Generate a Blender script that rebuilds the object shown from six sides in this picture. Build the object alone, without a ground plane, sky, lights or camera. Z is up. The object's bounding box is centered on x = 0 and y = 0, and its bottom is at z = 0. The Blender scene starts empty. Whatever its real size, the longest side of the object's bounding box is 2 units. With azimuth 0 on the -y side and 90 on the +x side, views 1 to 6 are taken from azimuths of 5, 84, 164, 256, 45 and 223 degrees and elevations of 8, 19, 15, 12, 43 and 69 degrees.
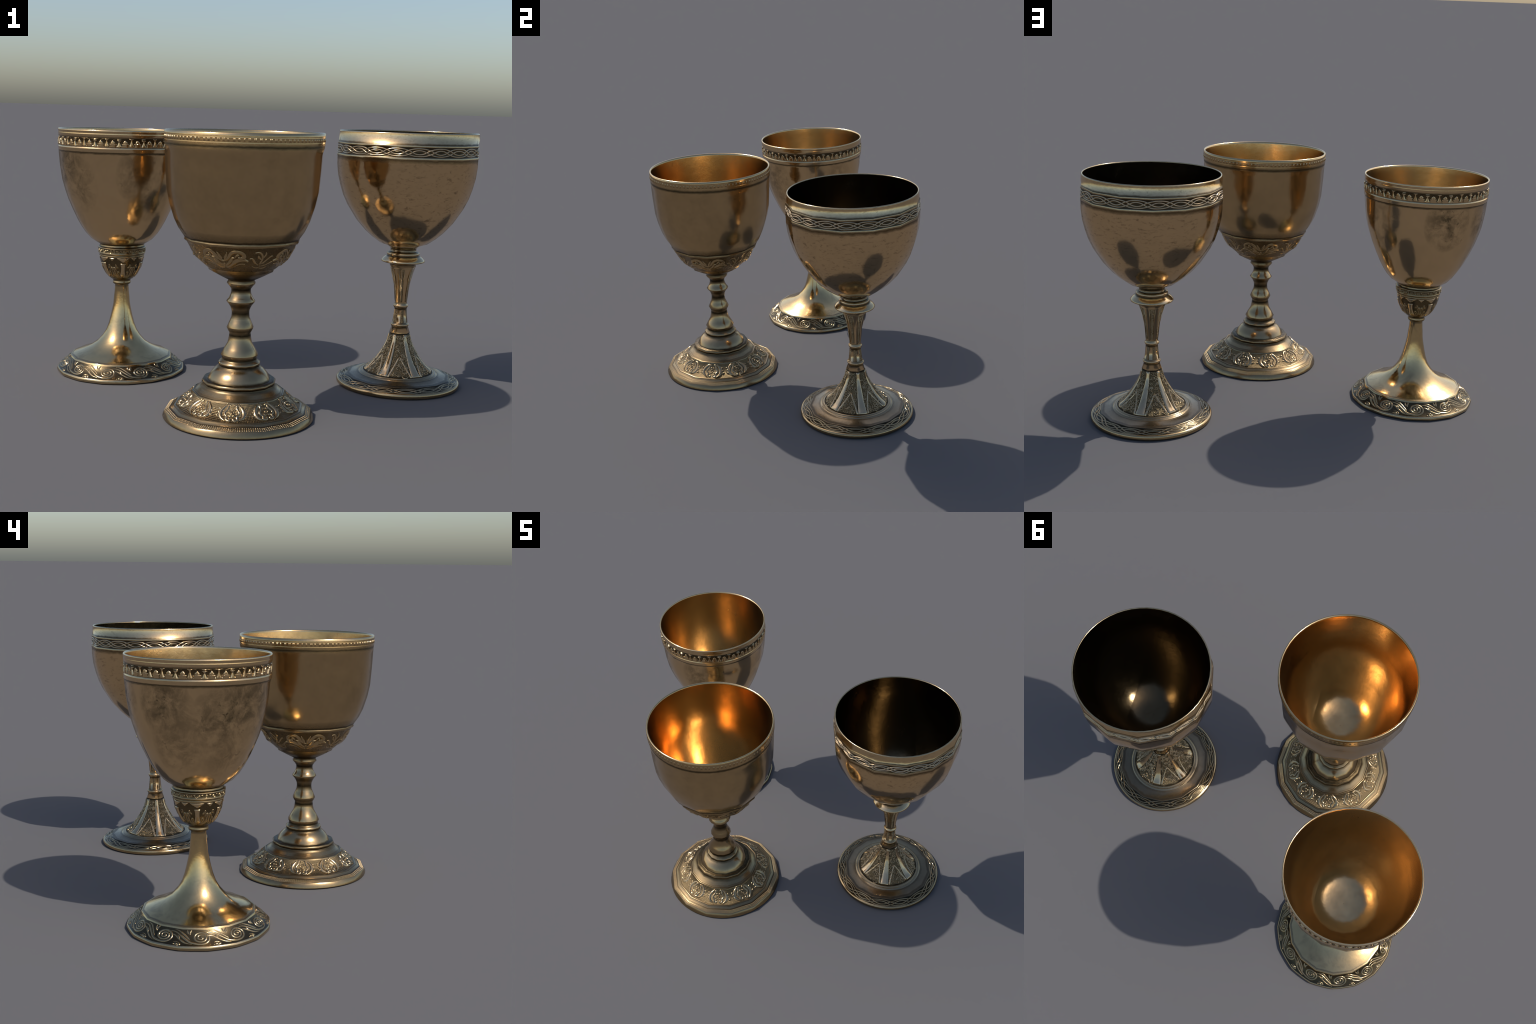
# Three antique gilt goblets standing in a group.
# Every goblet is turned (lathe profile), its ornament is built as raised relief on the turned surface.
import bpy, math, random
import numpy as np
from mathutils import Vector

TAU = 2 * math.pi
rng = random.Random(7)


# ------------------------------------------------------------------ materials
class Nodes:
    """small helper for writing node trees as expressions"""

    def __init__(self, name):
        self.mat = bpy.data.materials.new(name)
        self.mat.use_nodes = True
        self.t = self.mat.node_tree
        self.bsdf = self.t.nodes["Principled BSDF"]
        self.co = self.t.nodes.new("ShaderNodeTexCoord").outputs["Object"]
        s = self.t.nodes.new("ShaderNodeSeparateXYZ")
        self.t.links.new(self.co, s.inputs[0])
        self.x, self.y, self.z = s.outputs

    def put(self, sock, v):
        if isinstance(v, bpy.types.NodeSocket):
            self.t.links.new(v, sock)
        else:
            sock.default_value = v

    def math(self, op, a, b=0.0, c=0.0, clamp=False):
        n = self.t.nodes.new("ShaderNodeMath")
        n.operation, n.use_clamp = op, clamp
        for s, v in zip(n.inputs, (a, b, c)):
            self.put(s, v)
        return n.outputs[0]

    def vec(self, x, y, z):
        n = self.t.nodes.new("ShaderNodeCombineXYZ")
        for s, v in zip(n.inputs, (x, y, z)):
            self.put(s, v)
        return n.outputs[0]

    def noise(self, co, scale, detail=4.0, rough=0.55, dist=0.0):
        n = self.t.nodes.new("ShaderNodeTexNoise")
        self.put(n.inputs["Vector"], co)
        for k, v in (("Scale", scale), ("Detail", detail), ("Roughness", rough), ("Distortion", dist)):
            n.inputs[k].default_value = v
        return n.outputs["Fac"]

    def ramp(self, fac, stops, interp="LINEAR"):
        n = self.t.nodes.new("ShaderNodeValToRGB")
        n.color_ramp.interpolation = interp
        e = n.color_ramp.elements
        while len(e) < len(stops):
            e.new(0.5)
        for el, (p, v) in zip(e, stops):
            el.position = p
            el.color = (v, v, v, 1) if not isinstance(v, tuple) else (*v, 1)
        self.put(n.inputs[0], fac)
        return n.outputs[0]

    def mix(self, fac, a, b):
        n = self.t.nodes.new("ShaderNodeMix")
        n.data_type = "RGBA"
        self.put(n.inputs[0], fac)
        for s, v in ((n.inputs[6], a), (n.inputs[7], b)):
            self.put(s, v if isinstance(v, bpy.types.NodeSocket) else (*v, 1))
        return n.outputs[2]

    def span(self, v, lo, hi):
        n = self.t.nodes.new("ShaderNodeMapRange")
        self.put(n.inputs[0], v)
        n.inputs[1].default_value, n.inputs[2].default_value = lo, hi
        n.inputs[3].default_value, n.inputs[4].default_value = 0.0, 1.0
        return n.outputs[0]

    def bump(self, height, strength, distance):
        n = self.t.nodes.new("ShaderNodeBump")
        n.inputs["Strength"].default_value, n.inputs["Distance"].default_value = strength, distance
        self.put(n.inputs["Height"], height)
        self.t.links.new(n.outputs[0], self.bsdf.inputs["Normal"])

    def theta(self):
        return self.math("ARCTAN2", self.y, self.x)

    def radius(self):
        return self.math("SQRT", self.math("ADD", self.math("MULTIPLY", self.x, self.x), self.math("MULTIPLY", self.y, self.y)))


def metal(name, base, dark, rough, grooves=(), spots=(), blotch=0.35, blotch_scale=6.0, streak=0.0,
          fine=0.25, pattern=None, spot_size=0.06, mottle=0.15, wobble=0.006, cavity=0.0, cavity_size=0.022):
    """tarnished metal: base colour, crevice shade painted at groove heights, tarnish in spots, blotches and streaks"""
    n = Nodes(name)
    wob = n.math("MULTIPLY", n.math("SUBTRACT", n.noise(n.co, 38.0, 5.0), 0.5), wobble)
    zz = n.math("ADD", n.z, wob)
    fac = 0.0
    for z0, w, k in grooves:
        d = n.math("DIVIDE", n.math("ABSOLUTE", n.math("SUBTRACT", zz, z0)), w)
        g = n.math("MULTIPLY", n.math("POWER", n.math("SUBTRACT", 1.0, d, clamp=True), 0.6), k)
        fac = n.math("MAXIMUM", fac, g)
    big = n.span(n.noise(n.co, blotch_scale, 6.0, 0.62, 0.6), 0.54, 0.75)
    fac = n.math("MAXIMUM", fac, n.math("MULTIPLY", big, blotch))
    if spots:
        tex = n.span(n.noise(n.co, 13.0, 10.0, 0.72, 0.35), 0.40, 0.60)
        speck = n.span(n.noise(n.co, 34.0, 3.0, 0.6, 0.9), 0.60, 0.68)
        for px, py, pz, k in spots:
            v = n.t.nodes.new("ShaderNodeVectorMath")
            v.operation = "DISTANCE"
            n.put(v.inputs[0], n.vec(n.x, n.y, n.math("MULTIPLY", n.z, 0.8)))
            v.inputs[1].default_value = (px, py, pz * 0.8)
            f = n.math("SUBTRACT", 1.0, n.math("DIVIDE", v.outputs["Value"], spot_size), clamp=True)
            f = n.math("MULTIPLY", n.math("SQRT", f), k)
            fac = n.math("MAXIMUM", fac, n.math("MULTIPLY", f, tex))
            fac = n.math("MAXIMUM", fac, n.math("MULTIPLY", f, speck))
    if streak:
        co = n.vec(n.math("MULTIPLY", n.theta(), 3.0), n.math("MULTIPLY", n.z, 26.0), n.radius())
        s = n.span(n.noise(co, 3.2, 8.0, 0.72, 0.8), 0.535, 0.66)
        fac = n.math("MAXIMUM", fac, n.math("MULTIPLY", s, streak))
    if cavity:                         # ambient occlusion baked into the colour: enclosed surfaces are darkened
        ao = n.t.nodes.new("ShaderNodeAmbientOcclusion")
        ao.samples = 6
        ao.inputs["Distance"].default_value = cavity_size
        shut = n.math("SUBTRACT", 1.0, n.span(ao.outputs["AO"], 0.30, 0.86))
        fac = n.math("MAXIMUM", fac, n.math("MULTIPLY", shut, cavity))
    grain = n.noise(n.co, 60.0, 6.0, 0.6)
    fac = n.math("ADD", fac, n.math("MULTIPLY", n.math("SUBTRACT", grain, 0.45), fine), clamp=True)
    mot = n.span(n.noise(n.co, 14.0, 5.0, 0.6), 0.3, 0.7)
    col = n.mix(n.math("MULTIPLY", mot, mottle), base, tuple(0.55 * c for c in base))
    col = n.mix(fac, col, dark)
    n.put(n.bsdf.inputs["Base Color"], col)
    n.bsdf.inputs["Metallic"].default_value = 1.0
    r = n.math("ADD", rough, n.math("MULTIPLY", fac, 0.22))
    r = n.math("ADD", r, n.math("MULTIPLY", n.math("SUBTRACT", mot, 0.5), 0.05))
    n.put(n.bsdf.inputs["Roughness"], r)
    if pattern == "punched":          # fine diamond punching of the ground
        a = n.math("MULTIPLY", n.theta(), 128.0)
        b = n.math("MULTIPLY", n.radius(), 560.0)
        h = n.math("MULTIPLY", n.math("SINE", n.math("ADD", a, b)), n.math("SINE", n.math("SUBTRACT", a, b)))
        n.bump(h, 0.5, 0.0016)
    elif pattern == "hatched":
        a = n.math("MULTIPLY", n.theta(), 130.0)
        b = n.math("MULTIPLY", n.z, 620.0)
        h = n.math("MULTIPLY", n.math("SINE", n.math("ADD", a, b)), n.math("SINE", n.math("SUBTRACT", a, b)))
        n.bump(h, 0.45, 0.0014)
    elif pattern == "chased":         # dense engraved squiggles
        h = n.noise(n.co, 95.0, 3.0, 0.6, 2.2)
        n.bump(h, 0.9, 0.006)
    else:
        n.bump(n.noise(n.co, 26.0, 5.0, 0.6), 0.06, 0.01)
    return n.mat


# ------------------------------------------------------------------ turned bodies
def poly_radius(R, theta, N, phase):
    if N < 0:                           # softened flats
        return 0.45 * R + 0.55 * poly_radius(R, theta, -N, phase)
    step = TAU / N
    a = (theta - phase) % step - step / 2
    return R * math.cos(step / 2) / math.cos(a)


class Turned:
    """a lathe profile; every ring is (radius, height, number of flats)"""

    def __init__(self, rings, segments, phase):
        self.rings, self.seg, self.phase = rings, segments, phase
        s = [0.0]
        for a, b in zip(rings, rings[1:]):
            s.append(s[-1] + math.hypot(b[0] - a[0], b[1] - a[1]))
        self.s = s

    def ring_r(self, i, th):
        r, z, n = self.rings[i]
        return poly_radius(r, th, n, self.phase)

    def point(self, th, s):
        i = int(np.clip(np.searchsorted(self.s, s) - 1, 0, len(self.s) - 2))
        f = (s - self.s[i]) / max(self.s[i + 1] - self.s[i], 1e-9)
        r = self.ring_r(i, th) * (1 - f) + self.ring_r(i + 1, th) * f
        z = self.rings[i][1] * (1 - f) + self.rings[i + 1][1] * f
        return Vector((r * math.cos(th), r * math.sin(th), z))

    def at(self, th, s, h=0.0):
        p = self.point(th, s)
        du = self.point(th + 0.02, s) - self.point(th - 0.02, s)
        dv = self.point(th, s + 0.004) - self.point(th, s - 0.004)
        n = du.cross(dv)
        n.normalize()
        if n.x * p.x + n.y * p.y < 0 and abs(n.z) < 0.9:
            n.negate()
        return p + n * h

    def s_at(self, z, lo=0, hi=None):
        """arc length at height z between ring lo and ring hi"""
        hi = len(self.rings) - 1 if hi is None else hi
        for i in range(lo, hi):
            z0, z1 = self.rings[i][1], self.rings[i + 1][1]
            if min(z0, z1) - 1e-6 <= z <= max(z0, z1) + 1e-6 and z0 != z1:
                f = (z - z0) / (z1 - z0)
                return self.s[i] * (1 - f) + self.s[i + 1] * f
        raise ValueError(z)


TILT = {}


def expand(rows, N, M, d=0.0016):
    """profile rows (r, z, kind): p = flat-sided, o = round, 7 = seven flats; capital letter = sharp edge, rounded here"""
    out = []
    TILT.clear()
    for i, (r, z, k, *tilt) in enumerate(rows):
        if tilt:                       # the shading normal of this ring leans upwards by so many degrees
            TILT[len(out)] = math.radians(tilt[0])
        n = {"p": N, "o": M, "h": 7, "q": -N}[k.lower()]
        if k.isupper() and 0 < i < len(rows) - 1:
            for j in (i - 1, i + 1):
                q = rows[j]
                L = math.hypot(q[0] - r, q[1] - z)
                f = min(d / L, 0.35)
                out.append((r + (q[0] - r) * f, z + (q[1] - z) * f, n))
        else:
            out.append((r, z, n))
    return out


def link(name, me, parent, mats):
    for m in mats if isinstance(mats, (list, tuple)) else [mats]:
        me.materials.append(m)
    ob = bpy.data.objects.new(name, me)
    bpy.context.scene.collection.objects.link(ob)
    ob.parent = parent
    return ob


def turn(T, parts, root):
    """build the whole body once, then split it at rings into named parts that keep the common normals
    parts: (name, first z index, last index, material picker)"""
    K, rings = T.seg, T.rings
    V = []
    for i in range(len(rings)):
        for j in range(K):
            th = T.phase + TAU * j / K
            r = T.ring_r(i, th)
            V.append((r * math.cos(th), r * math.sin(th), rings[i][1]))
    F = []
    for i in range(len(rings) - 1):
        for j in range(K):
            a, b = i * K + j, i * K + (j + 1) % K
            F.append((a, b, b + K, a + K))
    me = bpy.data.meshes.new("whole")
    me.from_pydata(V, [], F)
    me.update()
    # shade the flats as one round surface: the same lean all round every ring
    N = []
    for i in range(len(rings)):
        nr = nz = 0.0
        for j in range(K):
            n, th = me.vertices[i * K + j].normal, T.phase + TAU * j / K
            nr, nz = nr + n.x * math.cos(th) + n.y * math.sin(th), nz + n.z
        ln = math.hypot(nr, nz) or 1.0
        N += [(nr / ln * math.cos(T.phase + TAU * j / K), nr / ln * math.sin(T.phase + TAU * j / K), nz / ln) for j in range(K)]
    for i, a in TILT.items():
        for j in range(K):
            th = T.phase + TAU * j / K
            N[i * K + j] = (math.cos(a) * math.cos(th), math.cos(a) * math.sin(th), math.sin(a))
    bpy.data.meshes.remove(me)
    made = {}
    for name, lo, hi, parent, mats, pick in parts:
        vs = V[lo * K:(hi + 1) * K]
        ns = N[lo * K:(hi + 1) * K]
        fs, mi = [], []
        for i in range(lo, hi):
            for j in range(K):
                fs.append(tuple(x - lo * K for x in F[i * K + j]))
                mi.append(pick(0.5 * (rings[i][1] + rings[i + 1][1]), 0.5 * (rings[i][0] + rings[i + 1][0]), i) if pick else 0)
        m = bpy.data.meshes.new(name)
        m.from_pydata(vs, [], fs)
        m.polygons.foreach_set("use_smooth", [True] * len(fs))
        m.update()
        ob = link(name, m, made.get(parent, root), mats)
        m.polygons.foreach_set("material_index", mi)
        m.normals_split_custom_set_from_vertices(ns)
        made[name] = ob
    return made


# ------------------------------------------------------------------ relief
def spline(pts, n=8):
    """Catmull-Rom curve through the points"""
    P = [np.array(p, float) for p in pts]
    P = [2 * P[0] - P[1]] + P + [2 * P[-1] - P[-2]]
    out = []
    for i in range(1, len(P) - 2):
        for k in range(n):
            t = k / n
            a, b, c, d = P[i - 1:i + 3]
            out.append(0.5 * (2 * b + (c - a) * t + (2 * a - 5 * b + 4 * c - d) * t * t + (3 * b - a - 3 * c + d) * t ** 3))
    out.append(P[-2])
    return out


class Relief:
    def __init__(self):
        self.v, self.f = [], []

    def strip(self, T, th0, s0, rref, path, width, height, lift=None, closed=False, cross=5, flat=0.0, sink=0.0008):
        """a rounded ribbon along a path (x along the circumference, y up the profile), lying on the surface T"""
        P = [np.array(p, float) for p in path]
        n = len(P)
        base = len(self.v)
        around = abs(P[-1][0] - P[0][0]) > 0.7 * TAU * rref
        for i, p in enumerate(P):
            a = P[(i - 1) % n] if closed else P[max(i - 1, 0)]
            b = P[(i + 1) % n] if closed else P[min(i + 1, n - 1)]
            if closed and around and i in (0, n - 1):     # the path runs round the body: step over the seam
                turn_x = np.array(((P[-1][0] - P[0][0]) * n / (n - 1), 0.0))
                a, b = (a - turn_x, b) if i == 0 else (a, b + turn_x)
            t = b - a
            t = t / (np.hypot(*t) + 1e-12)
            nn = np.array((-t[1], t[0]))
            u = i / max(n - 1, 1)
            w = width(u) if callable(width) else width
            h = height(u) if callable(height) else height
            up = lift(i, u) if lift else 0.0
            for k in range(cross):
                q = -1 + 2 * k / (cross - 1)
                prof = (1 - abs(q) ** (2.2 + 6 * flat)) ** (0.7)
                o = p + nn * (q * w / 2)
                self.v.append(T.at(th0 + o[0] / rref, s0 + o[1], prof * h - sink + (up if 0 < k < cross - 1 else min(up, 0))))
        rows = n if closed else n - 1
        for i in range(rows):
            a, b = base + i * cross, base + ((i + 1) % n) * cross
            for k in range(cross - 1):
                self.f.append((a + k, a + k + 1, b + k + 1, b + k))
        if not closed:
            self.f.append(tuple(base + k for k in range(cross)))
            self.f.append(tuple(base + (n - 1) * cross + k for k in reversed(range(cross))))

    def plate(self, T, th0, s0, rref, left, right, height, dome=0.0, rows=6):
        """a raised plate between a left and a right outline (lists of (x, y) bottom to top)"""
        L, R = spline(left, rows), spline(right, rows)
        base, cr = len(self.v), 6
        for a, b in zip(L, R):
            for k in range(cr):
                q = (0, 0.06, 0.35, 0.65, 0.94, 1)[k]
                o = a * (1 - q) + b * q
                h = (-0.0008, height, height + dome, height + dome, height, -0.0008)[k]
                self.v.append(T.at(th0 + o[0] / rref, s0 + o[1], h))
        n = len(L)
        for i in range(n - 1):
            for k in range(cr - 1):
                a = base + i * cr + k
                self.f.append((a, a + 1, a + cr + 1, a + cr))
        for i, e in ((0, -1), (n - 1, 1)):
            lo = len(self.v)
            src = L[i], R[i]
            for k in range(cr):
                q = (0, 0.06, 0.35, 0.65, 0.94, 1)[k]
                o = src[0] * (1 - q) + src[1] * q + np.array((0, e * 0.0008))
                self.v.append(T.at(th0 + o[0] / rref, s0 + o[1], -0.0008))
            for k in range(cr - 1):
                a, c = base + i * cr + k, lo + k
                self.f.append((a, c, c + 1, a + 1) if e < 0 else (a, a + 1, c + 1, c))

    def bead(self, T, th, s, rref, rx, ry, h, seg=8, levels=3):
        base = len(self.v)
        for l in range(levels):
            e = l / levels * math.pi / 2
            for k in range(seg):
                a = TAU * k / seg
                self.v.append(T.at(th + rx * math.cos(a) * math.cos(e) / rref, s + ry * math.sin(a) * math.cos(e), h * math.sin(e) - 0.0006))
        self.v.append(T.at(th, s, h - 0.0006))
        for l in range(levels - 1):
            for k in range(seg):
                a, b = base + l * seg + k, base + l * seg + (k + 1) % seg
                self.f.append((a, b, b + seg, a + seg))
        top = len(self.v) - 1
        for k in range(seg):
            self.f.append((base + (levels - 1) * seg + k, base + (levels - 1) * seg + (k + 1) % seg, top))

    def make(self, name, parent, mat, stuff=False):
        me = bpy.data.meshes.new(name)
        me.from_pydata([tuple(p) for p in self.v], [], self.f)
        me.validate()
        import bmesh
        bm = bmesh.new()
        bm.from_mesh(me)
        # face the relief outwards: compare with the direction away from the axis and upwards
        bmesh.ops.recalc_face_normals(bm, faces=bm.faces)
        bm.normal_update()
        for island in islands(bm):
            tot = sum((f.normal.dot(out_dir(f.calc_center_median())) * f.calc_area() for f in island))
            if tot < 0:
                bmesh.ops.reverse_faces(bm, faces=island)
        bm.to_mesh(me)
        bm.free()
        me.polygons.foreach_set("use_smooth", [True] * len(me.polygons))
        ob = link(name, me, parent, mat)
        if stuff:
            ob["kind"] = "stuff"
        return ob


OUT_TILT = [0.3]


def out_dir(c):
    d = Vector((c.x, c.y, 0))
    d.normalize()
    d.z = OUT_TILT[0]
    return d


def islands(bm):
    seen, res = set(), []
    for f in bm.faces:
        if f in seen:
            continue
        st, grp = [f], []
        seen.add(f)
        while st:
            g = st.pop()
            grp.append(g)
            for e in g.edges:
                for h in e.link_faces:
                    if h not in seen:
                        seen.add(h)
                        st.append(h)
        res.append(grp)
    return res


def taper(w, a=0.25, b=0.25, k=0.15):
    """width that swells from a thin start to w and thins to a tip"""
    def f(u):
        e = min(1.0, u / a if a else 1.0, (1 - u) / b if b else 1.0)
        return w * (k + (1 - k) * math.sin(max(e, 0) * math.pi / 2))
    return f


def spiral(cx, cy, rx, ry, start, turns, end=0.12, n=44, ccw=1):
    return [(cx + rx * (1 - (1 - end) * i / n) * math.cos(start + ccw * turns * TAU * i / n),
             cy + ry * (1 - (1 - end) * i / n) * math.sin(start + ccw * turns * TAU * i / n)) for i in range(n + 1)]


def mirror(p):
    return [(-x, y) for x, y in p]


def goblet_root(name, x, y, label):
    e = bpy.data.objects.new(name, None)
    bpy.context.scene.collection.objects.link(e)
    e.location = (x, y, 0)
    e["label"], e["category"] = label, "goblet"
    return e


def knot_band(T, s_mid, rref, units, A, a, width, height, phase, parent, mat, name, samples=12):
    """four-strand interlace: two closed strands, each running twice round, weaving over and under"""
    n = units * 2 * samples
    keys_t = (0.0, 0.13, 0.25, 0.37, 0.50, 0.65, 0.80, 1.0)          # from the eye of one loop to the arch of the next
    keys_y = (-a, -0.86 * a, -0.50 * a, 0.20 * A, 0.52 * A, 0.80 * A, 0.95 * A, A)
    for sign in (1, -1):
        path = []
        for i in range(n):
            u = i / samples                      # position in units
            t = u % 2
            y = sign * float(np.interp(t if t <= 1 else 2 - t, keys_t, keys_y))
            path.append((phase * rref + u * TAU / units * rref, y))
        ys = [p[1] for p in path]
        path = [(p[0], 0.25 * ys[k - 1] + 0.5 * ys[k] + 0.25 * ys[(k + 1) % n]) for k, p in enumerate(path)]

        def lift(i, _u, sign=sign):
            t = (i / samples) % 2
            rising = (t < 1) == (sign == 1)
            x = t % 1
            if sign == 1:
                over, under = (0.5, 0.34) if rising else (0.66, 0.5)
            else:
                over, under = (0.5, 0.66) if rising else (0.34, 0.5)
            g = math.exp(-((x - over) / 0.07) ** 2) - math.exp(-((x - under) / 0.07) ** 2)
            return 0.0009 * g
        R = Relief()
        R.strip(T, 0.0, s_mid, rref, path, width, height, lift=lift, closed=True, cross=5)
        R.make(name, parent, mat)


# ------------------------------------------------------------------ goblet with the knopped stem and the medallion foot
def knopped_goblet():
    root = goblet_root("knopped_goblet", -0.0304, -0.3263, "bronze goblet with knopped stem and medallion foot")
    N, M = 14, 56
    ph = math.radians(12.5)
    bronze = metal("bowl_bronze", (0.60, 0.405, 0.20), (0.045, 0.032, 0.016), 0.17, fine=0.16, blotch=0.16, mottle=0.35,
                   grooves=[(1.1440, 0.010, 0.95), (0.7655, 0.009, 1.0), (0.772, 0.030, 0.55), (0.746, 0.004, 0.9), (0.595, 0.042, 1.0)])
    inside = metal("bowl_inner_gilding", (0.74, 0.465, 0.205), (0.22, 0.13, 0.05), 0.18, blotch=0.4, fine=0.15, blotch_scale=5, mottle=0.5)
    rimm = metal("rim_bronze", (0.62, 0.43, 0.22), (0.15, 0.11, 0.06), 0.18, cavity=0.6, blotch=0.1, fine=0.15)
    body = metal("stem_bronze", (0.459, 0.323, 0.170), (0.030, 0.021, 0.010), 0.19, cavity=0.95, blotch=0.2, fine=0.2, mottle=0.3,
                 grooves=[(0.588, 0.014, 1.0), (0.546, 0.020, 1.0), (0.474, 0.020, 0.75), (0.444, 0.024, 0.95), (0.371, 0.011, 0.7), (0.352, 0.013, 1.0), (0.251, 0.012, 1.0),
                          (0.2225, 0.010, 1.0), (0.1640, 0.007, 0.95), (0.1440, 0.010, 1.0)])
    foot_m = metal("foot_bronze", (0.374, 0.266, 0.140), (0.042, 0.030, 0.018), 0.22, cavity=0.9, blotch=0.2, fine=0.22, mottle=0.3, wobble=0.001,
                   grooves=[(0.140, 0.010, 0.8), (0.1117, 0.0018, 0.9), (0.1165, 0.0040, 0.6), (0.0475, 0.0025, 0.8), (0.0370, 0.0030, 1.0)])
    ground = metal("punched_bronze", (0.188, 0.134, 0.070), (0.025, 0.018, 0.009), 0.36, cavity=0.8, blotch=0.3, fine=0.35, pattern="punched")
    hatch = metal("hatched_bronze", (0.30, 0.205, 0.10), (0.05, 0.035, 0.015), 0.27, cavity=0.8, blotch=0.3, fine=0.3, pattern="hatched")
    raised = metal("raised_bronze", (0.464, 0.336, 0.188), (0.070, 0.050, 0.025), 0.20, cavity=0.7, blotch=0.15, fine=0.2)
    raised_b = metal("raised_leaf_bronze", (0.54, 0.375, 0.19), (0.07, 0.05, 0.025), 0.20, cavity=0.7, blotch=0.15, fine=0.2)

    k = 1.006
    rows = [  # foot, from the ground up
        (0.300, 0.0, "o"), (0.3195, 0.0, "O"), (0.3200, 0.004, "o"), (0.3130, 0.0255, "P"),
        (0.2935, 0.0355, "P"), (0.2895, 0.0378, "p"), (0.2760, 0.0460, "p"), (0.2725, 0.0500, "P"), (0.2685, 0.0500, "P"), (0.2660, 0.0495, "p"),
        (0.1992, 0.1062, "p"), (0.1985, 0.1105, "p"), (0.1962, 0.1132, "p"), (0.1930, 0.1135, "p"), (0.1912, 0.1112, "p"), (0.1885, 0.1128, "p"),
        (0.1645, 0.1330, "p"), (0.1505, 0.1432, "p"), (0.1520, 0.1470, "p"), (0.1570, 0.1515, "p"), (0.1565, 0.1580, "p"), (0.1505, 0.1645, "p"),
        (0.1360, 0.1625, "p"), (0.1330, 0.1640, "P"), (0.1290, 0.1760, "p"), (0.1170, 0.1940, "p"), (0.1000, 0.2105, "p"), (0.0880, 0.2185, "p"),
        (0.0850, 0.2235, "p"), (0.0890, 0.2280, "p"), (0.0900, 0.2330, "p"), (0.0870, 0.2385, "p"), (0.0770, 0.2440, "p"), (0.0735, 0.2490, "p"),
        # stem
        (0.0740, 0.2580, "p"), (0.0802, 0.2685, "P"), (0.0655, 0.2960, "p"), (0.0525, 0.3180, "p"), (0.0475, 0.3400, "p"), (0.0448, 0.3600, "P"),
        (0.0575, 0.3835, "P"), (0.0480, 0.4060, "p"), (0.0388, 0.4270, "p"), (0.0370, 0.4430, "p"), (0.0378, 0.4560, "p"), (0.0440, 0.4720, "p"), (0.0500, 0.4815, "p"),
        (0.0618, 0.4955, "P"), (0.0510, 0.5100, "p"), (0.0450, 0.5220, "p"), (0.0413, 0.5350, "p"), (0.0415, 0.5475, "p"), (0.0505, 0.5600, "p"), (0.0615, 0.5720, "P"), (0.0560, 0.5830, "p"),
        # bowl, outside
        (0.0560, 0.5860, "p"), (0.0950, 0.6050, "p"), (0.1360, 0.6270, "p"), (0.1405, 0.6370, "p"), (0.1450, 0.6400, "p"), (0.1940 * k, 0.6830, "p"), (0.2315, 0.7470, "p"),
        (0.2368, 0.7485, "p", -30.0), (0.2412, 0.7545, "p", -5.0), (0.2405, 0.7595, "p", 20.0), (0.2395, 0.7625, "p"), (0.2430, 0.7680, "p"), (0.2640 * k, 0.8000, "p"), (0.2830 * k, 0.8400, "p"), (0.3025 * k, 0.9020, "p"), (0.3140 * k, 0.9580, "p"), (0.3205 * k, 1.0500, "p"),
        (0.3235 * k, 1.1100, "p"), (0.3264, 1.1380, "o", 0.0), (0.3266, 1.1460, "o", 0.0), (0.3281, 1.1482, "o", 0.0), (0.3284, 1.1582, "o", 0.0), (0.3294, 1.1604, "o", 8.0), (0.3284, 1.1628, "o", 0.0), (0.3286, 1.1790, "o", 0.0), (0.3297, 1.1811, "o", 8.0), (0.3288, 1.1834, "o", 0.0),
        # rim
        (0.3290, 1.1870, "o", 3.0), (0.3295, 1.1915, "o", 20.0), (0.3286, 1.1960, "o"), (0.3262, 1.1988, "o"), (0.3225, 1.1980, "o"), (0.3195, 1.1945, "o"), (0.3185, 1.1880, "o"),
        # bowl, inside
        (0.3170, 1.1600, "o"), (0.3150, 1.1100, "p"), (0.3055, 0.9580, "p"), (0.2945, 0.9020, "p"), (0.2740, 0.8430, "p"), (0.2290, 0.7560, "p"), (0.1860, 0.6920, "p"), (0.1230, 0.6385, "p"), (0.0500, 0.6330, "p"), (0.0015, 0.6320, "p"),
    ]
    rings = expand(rows, N, M)
    T = Turned(rings, M, ph)

    def idx(z, inner=False):
        return min(range(len(rings)), key=lambda i: abs(rings[i][1] - z) + (0 if (i > top) == inner else 9))
    top = max(range(len(rings)), key=lambda i: rings[i][1])
    i_foot, i_stem = idx(0.2490), idx(0.5830)
    parts = [
        ("foot", 0, i_foot, None, [foot_m, ground, body], lambda z, r, i: 1 if 0.0510 < z < 0.1070 else (2 if z > 0.142 else 0)),
        ("stem", i_foot, i_stem, None, body, None),
        ("bowl", i_stem, idx(1.1870), None, [bronze, hatch], lambda z, r, i: 1 if 0.642 < z < 0.745 else 0),
        ("rim", idx(1.1870), idx(1.1880, True), "bowl", rimm, None),
        ("bowl_lining", idx(1.1880, True), len(rings) - 1, "bowl", inside, None),
    ]
    made = turn(T, parts, root)
    foot, bowl = made["foot"], made["bowl"]

    # --- beaded edge: two rows of square beads
    OUT_TILT[0] = 0.8
    s_hi, s_lo = T.s_at(0.0345, 2, 12), T.s_at(0.0275, 2, 12)
    R = Relief()
    for row, s in enumerate((s_hi, (s_hi + s_lo) / 2, s_lo)):
        for j in range(206):
            R.bead(T, TAU * j / 206, s, 0.30, 0.0038, 0.0030, 0.0040, seg=6, levels=2)
    R.make("bead_edging", foot, raised, stuff=True)

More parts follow.
